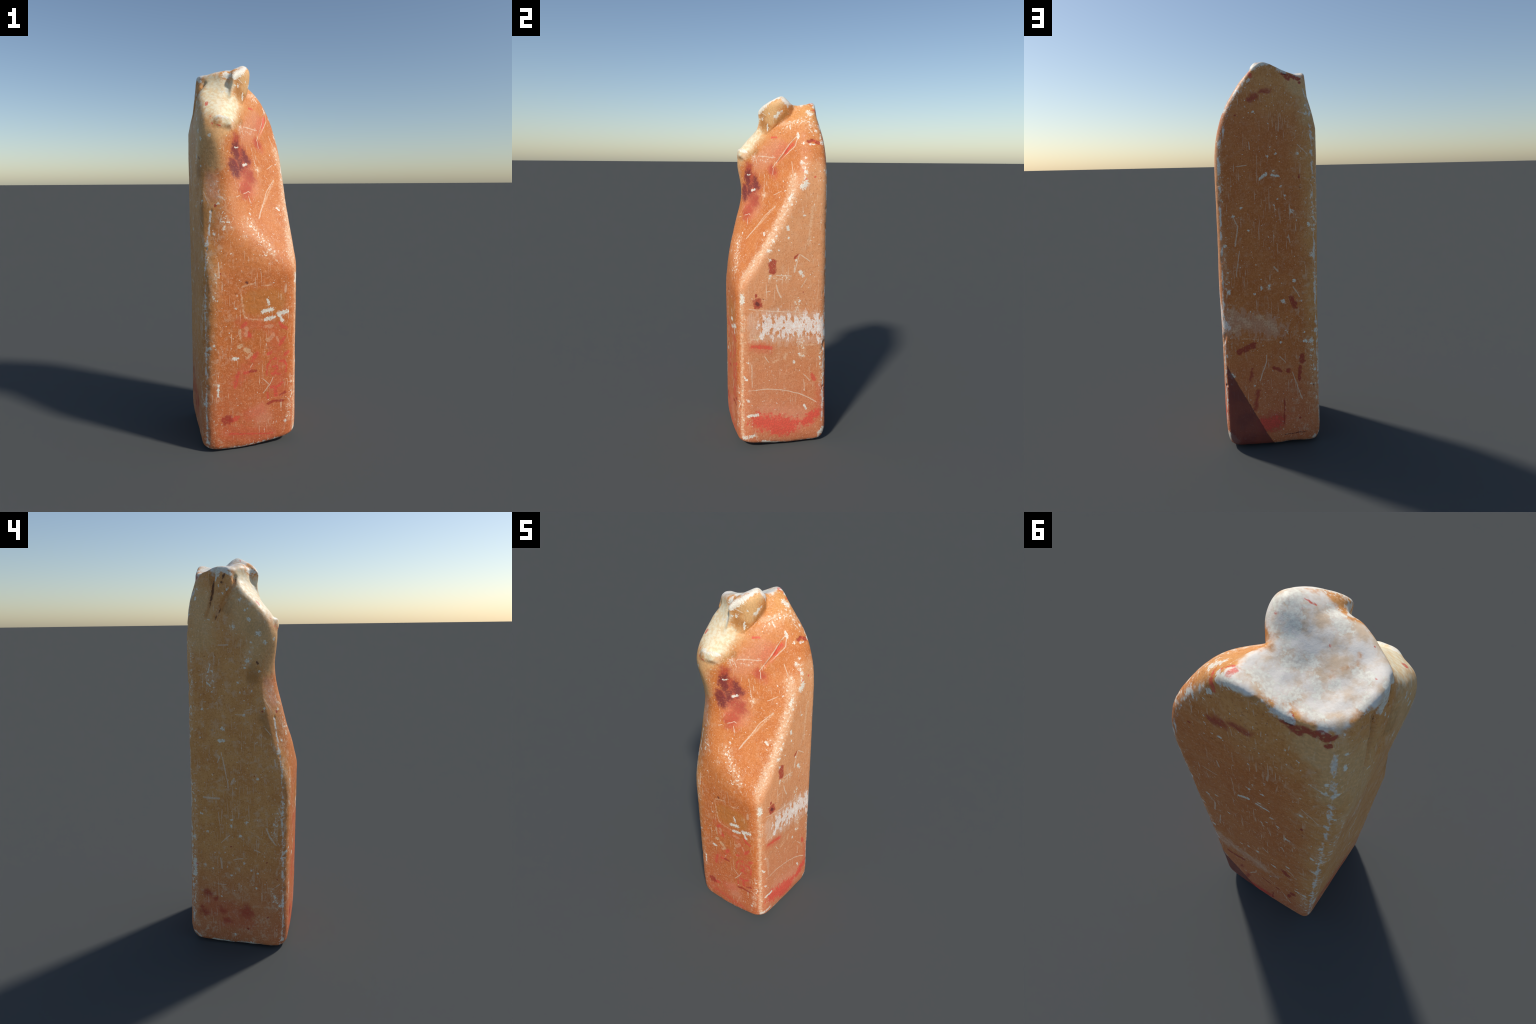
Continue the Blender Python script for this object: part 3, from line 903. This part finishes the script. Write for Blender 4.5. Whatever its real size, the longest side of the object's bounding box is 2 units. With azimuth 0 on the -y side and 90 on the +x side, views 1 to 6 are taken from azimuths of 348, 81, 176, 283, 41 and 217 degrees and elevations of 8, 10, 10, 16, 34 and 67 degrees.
# layer: colour, opacity, distortion (fine or soft), edge noise, raggedness, softness
LOOK = {
    "pink":      ((.84, .34, .20), .45, "soft", "mid", .8, 1.2),
    "tan":       ((.60, .225, .045), .48, "fine", "mid", .4, .45),
    "brown":     ((.42, .18, .045), .55, "soft", "mid", .9, 1.2),
    "buff":      ((.84, .53, .24), .62, "soft", "mid", 1.4, 1.4),
    "haze":      ((.84, .56, .40), .34, "fine", "drip", 4.4, .7),
    "cream":     ((.90, .72, .42), .90, "soft", "mid", .9, 1.0),
    "bruise":    ((.44, .05, .032), .82, "soft", "mid", 1.3, 1.3),
    "plum":      ((.13, .022, .03), .72, "soft", "mid", 2.0, 1.2),
    "chalk":     ((.70, .56, .40), .94, "soft", "mid", .9, .5),
    "pale":      ((.88, .55, .33), .55, "fine", "fine", 3.6, 1.3),
    "flake":     ((.78, .46, .25), .80, "fine", "mid", 1.6, .5),
    "wash":      ((.72, .125, .06), .40, "soft", "mid", 2.4, 1.3),
    "redcloud":  ((.80, .095, .06), .85, "soft", "mid", 3.4, .9),
    "red":       ((.76, .095, .055), .85, "fine", "mid", 2.4, .8),
    "darkred":   ((.42, .045, .028), .88, "fine", "mid", 1.6, .55),
    "crackline": ((.13, .045, .022), .88, "fine", "mid", 2.2, .9),
    "dark":      ((.12, .03, .03), .80, "fine", "mid", 1.5, .7),
    "patch":     ((.88, .74, .62), .92, "fine", "drip", 5.2, .4),
    "scratch":   ((.88, .66, .47), .72, "thin", "mid", 1.6, .8),
    "wear":      ((.88, .82, .72), .88, "fine", "chip", 4.6, .8),
    "white":     ((.92, .83, .69), .88, "fine", "fine", 3.2, .8),
}
KEEP = {"wear": .64, "patch": .555, "pale": .60, "haze": .53}


def stroke_group():
    """distance to a segment in units of its half-width, merged with the strokes before it"""
    g = bpy.data.node_groups.new("stroke", "ShaderNodeTree")
    face = lambda n, d, t: g.interface.new_socket(n, in_out=d, socket_type=t)
    for n in ("P", "A", "Unit", "Span"):
        face(n, "INPUT", "NodeSocketVector")
    for n in ("Per", "Last"):
        face(n, "INPUT", "NodeSocketFloat")
    face("D", "OUTPUT", "NodeSocketFloat")
    i, o = g.nodes.new("NodeGroupInput"), g.nodes.new("NodeGroupOutput")

    def op(kind, name, *ins):
        n = g.nodes.new(kind); n.operation = name
        for k, v in enumerate(ins):
            if isinstance(v, bpy.types.NodeSocket):
                g.links.new(v, n.inputs[k])
            elif v is not None:
                n.inputs[k].default_value = v
        return n
    V, M = "ShaderNodeVectorMath", "ShaderNodeMath"
    p = op(V, "MULTIPLY_ADD", i.outputs["Last"], (1e-9, 1e-9, 1e-9), i.outputs["P"])   # keeps few values in flight
    pa = op(V, "SUBTRACT", p.outputs[0], i.outputs["A"])
    dot = op(V, "DOT_PRODUCT", pa.outputs[0], i.outputs["Unit"])
    t = op(M, "ADD", dot.outputs[1], 0.); t.use_clamp = True
    foot = op(V, "SCALE", i.outputs["Span"]); g.links.new(t.outputs[0], foot.inputs["Scale"])
    e = op(V, "DISTANCE", pa.outputs[0], foot.outputs[0])
    e = op(M, "MULTIPLY", e.outputs[1], i.outputs["Per"])
    d = op(M, "MINIMUM", e.outputs[0], i.outputs["Last"])
    g.links.new(d.outputs[0], o.inputs[0])
    return g


STROKE = stroke_group()


class Nodes:
    def __init__(self, name):
        self.mat = bpy.data.materials.new(name)
        self.mat.use_nodes = True
        self.t = self.mat.node_tree
        self.t.nodes.clear()

    def add(self, kind, out=0, props=None, **ins):
        n = self.t.nodes.new(kind)
        for k, v in (props or {}).items():
            setattr(n, k, v)
        for k, v in ins.items():
            s = n.inputs[int(k[1:]) if k[0] == "i" and k[1:].isdigit() else k.replace("_", " ")]
            if isinstance(v, bpy.types.NodeSocket):
                self.t.links.new(v, s)
            else:
                s.default_value = v
        return n.outputs[out] if len(n.outputs) else None

    def math(self, op, a, b=0., c=None, clamp=False):
        ins = {"i0": a, "i1": b}
        if c is not None:
            ins["i2"] = c
        return self.add("ShaderNodeMath", props={"operation": op, "use_clamp": clamp}, **ins)

    def vec(self, op, a, b=(0, 0, 0), out=0, **more):
        return self.add("ShaderNodeVectorMath", out, {"operation": op}, i0=a, i1=b, **more)

    def noise(self, p, scale, detail=2., rough=.5, colour=False):
        return self.add("ShaderNodeTexNoise", 1 if colour else 0, Vector=p, Scale=scale, Detail=detail, Roughness=rough)

    def smooth(self, v, lo, hi, to_lo=0., to_hi=1.):
        return self.add("ShaderNodeMapRange", props={"interpolation_type": "SMOOTHSTEP"}, Value=v, From_Min=lo, From_Max=hi, To_Min=to_lo, To_Max=to_hi)

    def mix(self, fac, a, b):
        n = self.t.nodes.new("ShaderNodeMix")
        n.data_type = "RGBA"
        for s, v in ((n.inputs[0], fac), (n.inputs[6], a), (n.inputs[7], b)):
            if isinstance(v, bpy.types.NodeSocket):
                self.t.links.new(v, s)
            else:
                s.default_value = (*v, 1) if isinstance(v, tuple) and len(v) == 3 else v
        return n.outputs[2]


def stone(name, marks):
    """stained, scuffed stone; only the marks that lie on this face are wired in"""
    N = Nodes(name)
    P = N.add("ShaderNodeTexCoord", 3)
    xyz = N.t.nodes.new("ShaderNodeSeparateXYZ"); N.t.links.new(P, xyz.inputs[0])
    X, Y, Z = xyz.outputs
    big = N.noise(P, 3.2, 3., .55)
    blot = N.noise(P, 11., 4., .6)
    mott = N.noise(P, 62., 3., .6)
    grit = N.noise(P, 150., 3., .65)
    noise = {"mid": N.noise(P, 58., 3., .6), "fine": N.noise(P, 140., 2., .55),
             "drip": N.noise(N.vec("MULTIPLY", P, (1., 1., .5)), 46., 3., .66),
             "chip": N.noise(N.vec("MULTIPLY", P, (1., 1., .55)), 52., 3., .65)}
    shift = lambda scale, amp: N.vec("ADD", P, N.vec("MULTIPLY", N.vec("SUBTRACT", N.noise(P, scale, 2., .5, True), (.5, .5, .5)), (amp, amp, amp)))
    place = {"fine": shift(58., .015), "soft": shift(26., .04), "thin": shift(34., .006)}

    # ground colour: deep orange; dustier on the right flank, ochre on the left flank and high up, flushed red at the foot
    wob = N.math("MULTIPLY", N.math("SUBTRACT", big, .5), .22)
    c = N.mix(N.smooth(blot, .35, .66), (.69, .222, .055), (.635, .178, .036))
    c = N.mix(N.smooth(mott, .50, .72, 0., .45), c, (.76, .29, .10))
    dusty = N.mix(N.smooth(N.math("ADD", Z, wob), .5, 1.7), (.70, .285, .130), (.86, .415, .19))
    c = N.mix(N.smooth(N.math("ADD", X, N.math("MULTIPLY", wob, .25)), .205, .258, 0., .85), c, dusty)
    c = N.mix(N.math("MULTIPLY", N.smooth(N.math("ADD", Y, N.math("MULTIPLY", wob, .15)), -.225, -.255), N.smooth(Z, 1.05, .9, 0., .85)), c, N.mix(N.smooth(mott, .40, .68), (.60, .150, .030), (.68, .200, .055)))
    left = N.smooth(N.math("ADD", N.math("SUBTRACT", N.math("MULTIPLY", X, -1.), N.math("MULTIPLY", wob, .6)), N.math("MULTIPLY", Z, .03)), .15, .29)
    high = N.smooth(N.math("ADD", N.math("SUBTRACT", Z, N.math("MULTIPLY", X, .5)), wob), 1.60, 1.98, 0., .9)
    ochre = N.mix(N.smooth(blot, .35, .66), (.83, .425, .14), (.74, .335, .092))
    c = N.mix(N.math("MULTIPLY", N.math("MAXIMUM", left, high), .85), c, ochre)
    foot_flush = N.smooth(N.math("ADD", Z, N.math("MULTIPLY", wob, 1.2)), .72, .04, 0., .72)
    c = N.mix(foot_flush, c, N.mix(N.smooth(Y, -.19, -.25), (.66, .185, .085), (.60, .140, .055)))
    # grain
    c = N.mix(N.smooth(grit, .53, .72, 0., .58), c, (.88, .47, .23))
    c = N.mix(N.smooth(grit, .47, .28, 0., .62), c, (.46, .13, .03))
    c = N.mix(N.smooth(N.noise(P, 120., 1., .5), .30, .22, 0., .7), c, (.34, .09, .035))
    film = N.noise(N.vec("ADD", P, (9., 2., 5.)), 33., 5., .72)
    c = N.mix(N.math("MULTIPLY", N.smooth(film, .50, .68, 0., .55), N.smooth(X, -.05, -.22, .30, 1.)), c, (.82, .56, .36))
    # hairline scratches and scattered chips
    for rot, fine, seed in (((.25, .1, 0), 150., 3.), ((.9, .5, .3), 170., 8.), ((-.7, .2, .9), 130., 5.)):
        q = N.add("ShaderNodeMapping", Vector=P, Rotation=rot, Location=(seed, seed, seed), Scale=(1., 1., .055))
        c = N.mix(N.math("MULTIPLY", N.smooth(N.noise(q, fine, 1., .4), .685, .74, 0., .55), N.smooth(blot, .42, .6)), c, (.88, .64, .44))
    dens = N.smooth(big, .38, .68, .035, -.01)
    chips = N.math("ADD", N.noise(P, 92., 2., .5), N.math("MULTIPLY", dens, -1.))
    c = N.mix(N.smooth(chips, .69, .735, 0., .85), c, (.90, .80, .66))
    tiny = N.noise(N.vec("ADD", P, (4., 7., 1.)), 210., 1., .5)
    c = N.mix(N.smooth(N.math("SUBTRACT", tiny, dens), .725, .765, 0., .7), c, (.90, .74, .58))

    last = None
    powder = [m for m in marks if m[0] == "dust"]
    if powder:
        d = 90.
        for _, r, pts in powder:
            for a, b in list(zip(pts, pts[1:])) or [(pts[0], pts[0])]:
                ba = b - a
                d = N.add("ShaderNodeGroup", props={"node_tree": STROKE}, P=place["soft"], A=tuple(a), Span=tuple(ba),
                          Unit=tuple(ba / max(ba @ ba, 1e-9)), Per=1. / r, Last=d)
        last = d
        w = N.smooth(d, 1.25, .1)
        c = N.mix(N.math("MULTIPLY", w, N.smooth(mott, .38, .62, 0., .42)), c, (.88, .56, .33))
        crumbs = N.math("ADD", N.noise(N.vec("ADD", P, (3., 1., 8.)), 78., 3., .6), N.math("MULTIPLY", w, .115))
        c = N.mix(N.smooth(crumbs, .665, .72, 0., .88), c, (.92, .80, .63))
    bump = mott
    groups = {}
    for kind, r, pts in marks:
        groups.setdefault(kind, []).append((r, pts))
    for kind, (colour, opacity, dist, edge, ragged, soft) in LOOK.items():
        if kind not in groups:
            continue
        d = 90. if last is None else N.math("MULTIPLY_ADD", last, 1e-6, 90.)
        for r, pts in groups[kind]:
            for a, b in list(zip(pts, pts[1:])) or [(pts[0], pts[0])]:
                ba = b - a
                d = N.add("ShaderNodeGroup", props={"node_tree": STROKE}, P=place[dist], A=tuple(a), Span=tuple(ba),
                          Unit=tuple(ba / max(ba @ ba, 1e-9)), Per=1. / max(r, .0022), Last=d)
        last = d
        v = N.math("ADD", N.math("SUBTRACT", 1., d), N.math("MULTIPLY", N.math("SUBTRACT", noise[edge], KEEP.get(kind, .5)), ragged))
        mask = N.smooth(v, -soft * .5, soft * .5, 0., opacity)
        if kind in ("red", "darkred", "bruise", "plum", "flake"):
            mask = N.math("MULTIPLY", mask, N.smooth(noise["fine"], .30, .50, .45, 1.))
        tone = tuple(colour)
        if kind == "chalk":
            lumps = N.smooth(N.noise(P, 24., 4., .6), .34, .62)
            shade = N.mix(lumps, (.76, .58, .40), (.93, .87, .77))
        elif kind == "patch":
            shade = N.mix(N.smooth(noise["fine"], .42, .62), (.90, .68, .55), (.96, .90, .82))
        elif kind == "cream":
            shade = N.mix(N.smooth(noise["mid"], .38, .62), (.89, .69, .40), (.95, .86, .62))
        else:
            shade = N.mix(N.smooth(noise["fine"], .35, .7), tuple(v * .86 for v in tone), tuple(min(v * 1.1, .95) for v in tone))
        c = N.mix(mask, c, shade)
    if "lower_block_back" in name:
        # a wedge of maroon glaze with a darker rim runs up the right edge of the back
        line = N.math("ADD", N.math("SUBTRACT", N.math("MULTIPLY", N.math("SUBTRACT", X, .219), .886), N.math("MULTIPLY", N.math("SUBTRACT", Z, .451), .464)), N.math("MULTIPLY", N.math("SUBTRACT", noise["mid"], .5), .008))
        c = N.mix(N.smooth(line, -.002, .003, 0., .90), c, N.mix(N.smooth(blot, .4, .65), (.21, .045, .035), (.16, .035, .035)))
        c = N.mix(N.smooth(N.math("ABSOLUTE", line), .004, .001, 0., .6), c, (.12, .03, .025))
    nrm = N.add("ShaderNodeBump", Strength=.22, Distance=.004, Height=N.math("ADD", bump, N.math("MULTIPLY", grit, .35)))
    rough = N.smooth(mott, .3, .7, .46, .62)
    bsdf = N.add("ShaderNodeBsdfPrincipled", Base_Color=c, Roughness=rough, Normal=nrm, Specular_IOR_Level=.35)
    N.add("ShaderNodeOutputMaterial", Surface=bsdf)
    return N.mat


# ------------------------------------------------------------------ parts
f4 = verts[quads]
centre = f4.mean(1)
fn = np.cross(f4[:, 2] - f4[:, 0], f4[:, 3] - f4[:, 1])
fn /= np.maximum(np.linalg.norm(fn, axis=1), 1e-9)[:, None]
cx, cy, cz = centre.T
side = np.where(np.abs(fn[:, 0]) > np.abs(fn[:, 1]), np.where(fn[:, 0] > 0, 1, 3), np.where(fn[:, 1] > 0, 2, 0))
is_crown = (cz > 1.86) & (fn[:, 2] > .5) & (cy > -.03 + .9 * np.maximum(-cx - .06, 0) * 0) & (cy > -.06)
stub_zone = (cz > 1.795) & (cx > -.055) & (cx < .075) & (cy < .06) & (cy > -.12)
nose_zone = (cz > 1.645) & (cz < 1.735) & (cx > -.16) & (cx < -.055) & (cy < -.145)
part = np.where(cz < 1.0, 0, 1)
part[is_crown] = 2
part[stub_zone & ((coarse_shape(centre + .0) > -1))] = 3
part[nose_zone] = 4
PARTS = ["lower_block", "scooped_shoulder", "broken_crown", "stub", "nose"]
SIDES = ["front", "right", "back", "left"]
side_of = np.where(part == 0, side, np.where(part == 1, side, 0))

base = bpy.data.objects.new("worn_carved_block", None)
bpy.context.collection.objects.link(base)
base["label"] = "tall worn orange-brown stone block, scooped shoulder, chalky broken top"
base["category"] = "carved stone block"

# smooth normals of the whole body, shared by every part
vn = np.zeros_like(verts)
for k in range(4):
    np.add.at(vn, quads[:, k], fn)
vn /= np.maximum(np.linalg.norm(vn, axis=1), 1e-9)[:, None]

for pi, pname in enumerate(PARTS):
    fsel = np.flatnonzero(part == pi)
    if not len(fsel):
        continue
    used, inv = np.unique(quads[fsel], return_inverse=True)
    q = inv.reshape(-1, 4)
    me = bpy.data.meshes.new(pname)
    me.vertices.add(len(used)); me.vertices.foreach_set("co", verts[used].astype(np.float32).ravel())
    me.loops.add(q.size); me.loops.foreach_set("vertex_index", q.astype(np.int32).ravel())
    me.polygons.add(len(q)); me.polygons.foreach_set("loop_start", np.arange(0, q.size, 4, dtype=np.int32))
    me.polygons.foreach_set("loop_total", np.full(len(q), 4, np.int32))
    me.update(calc_edges=True)
    me.polygons.foreach_set("use_smooth", np.ones(len(q), bool))
    slots = np.zeros(len(q), np.int32)
    for n, s in enumerate(np.unique(side_of[fsel])):
        sel = side_of[fsel] == s
        slots[sel] = n
        pts = centre[fsel][sel][::23]
        near = []
        for kind, r, line in MARKS:
            lo, hi = np.min(line, 0) - 2.2 * r - .03, np.max(line, 0) + 2.2 * r + .03
            box = pts[((pts > lo) & (pts < hi)).all(1)]
            if len(box) and to_line(box, line).min() < 2.2 * r + .02:
                near.append((kind, r, line))
        me.materials.append(stone(f"stained_stone_{pname}" + (f"_{SIDES[s]}" if pi < 2 else ""), near))
        print(pname, s, "faces", sel.sum(), "marks", len(near))
    me.polygons.foreach_set("material_index", slots)
    me.validate()
    me.normals_split_custom_set_from_vertices([tuple(v) for v in vn[used]])
    ob = bpy.data.objects.new(pname, me)
    bpy.context.collection.objects.link(ob)
    ob.parent = base
print("built in", round(time.time() - T0, 1), "s", len(quads), "quads", "top", TOP)
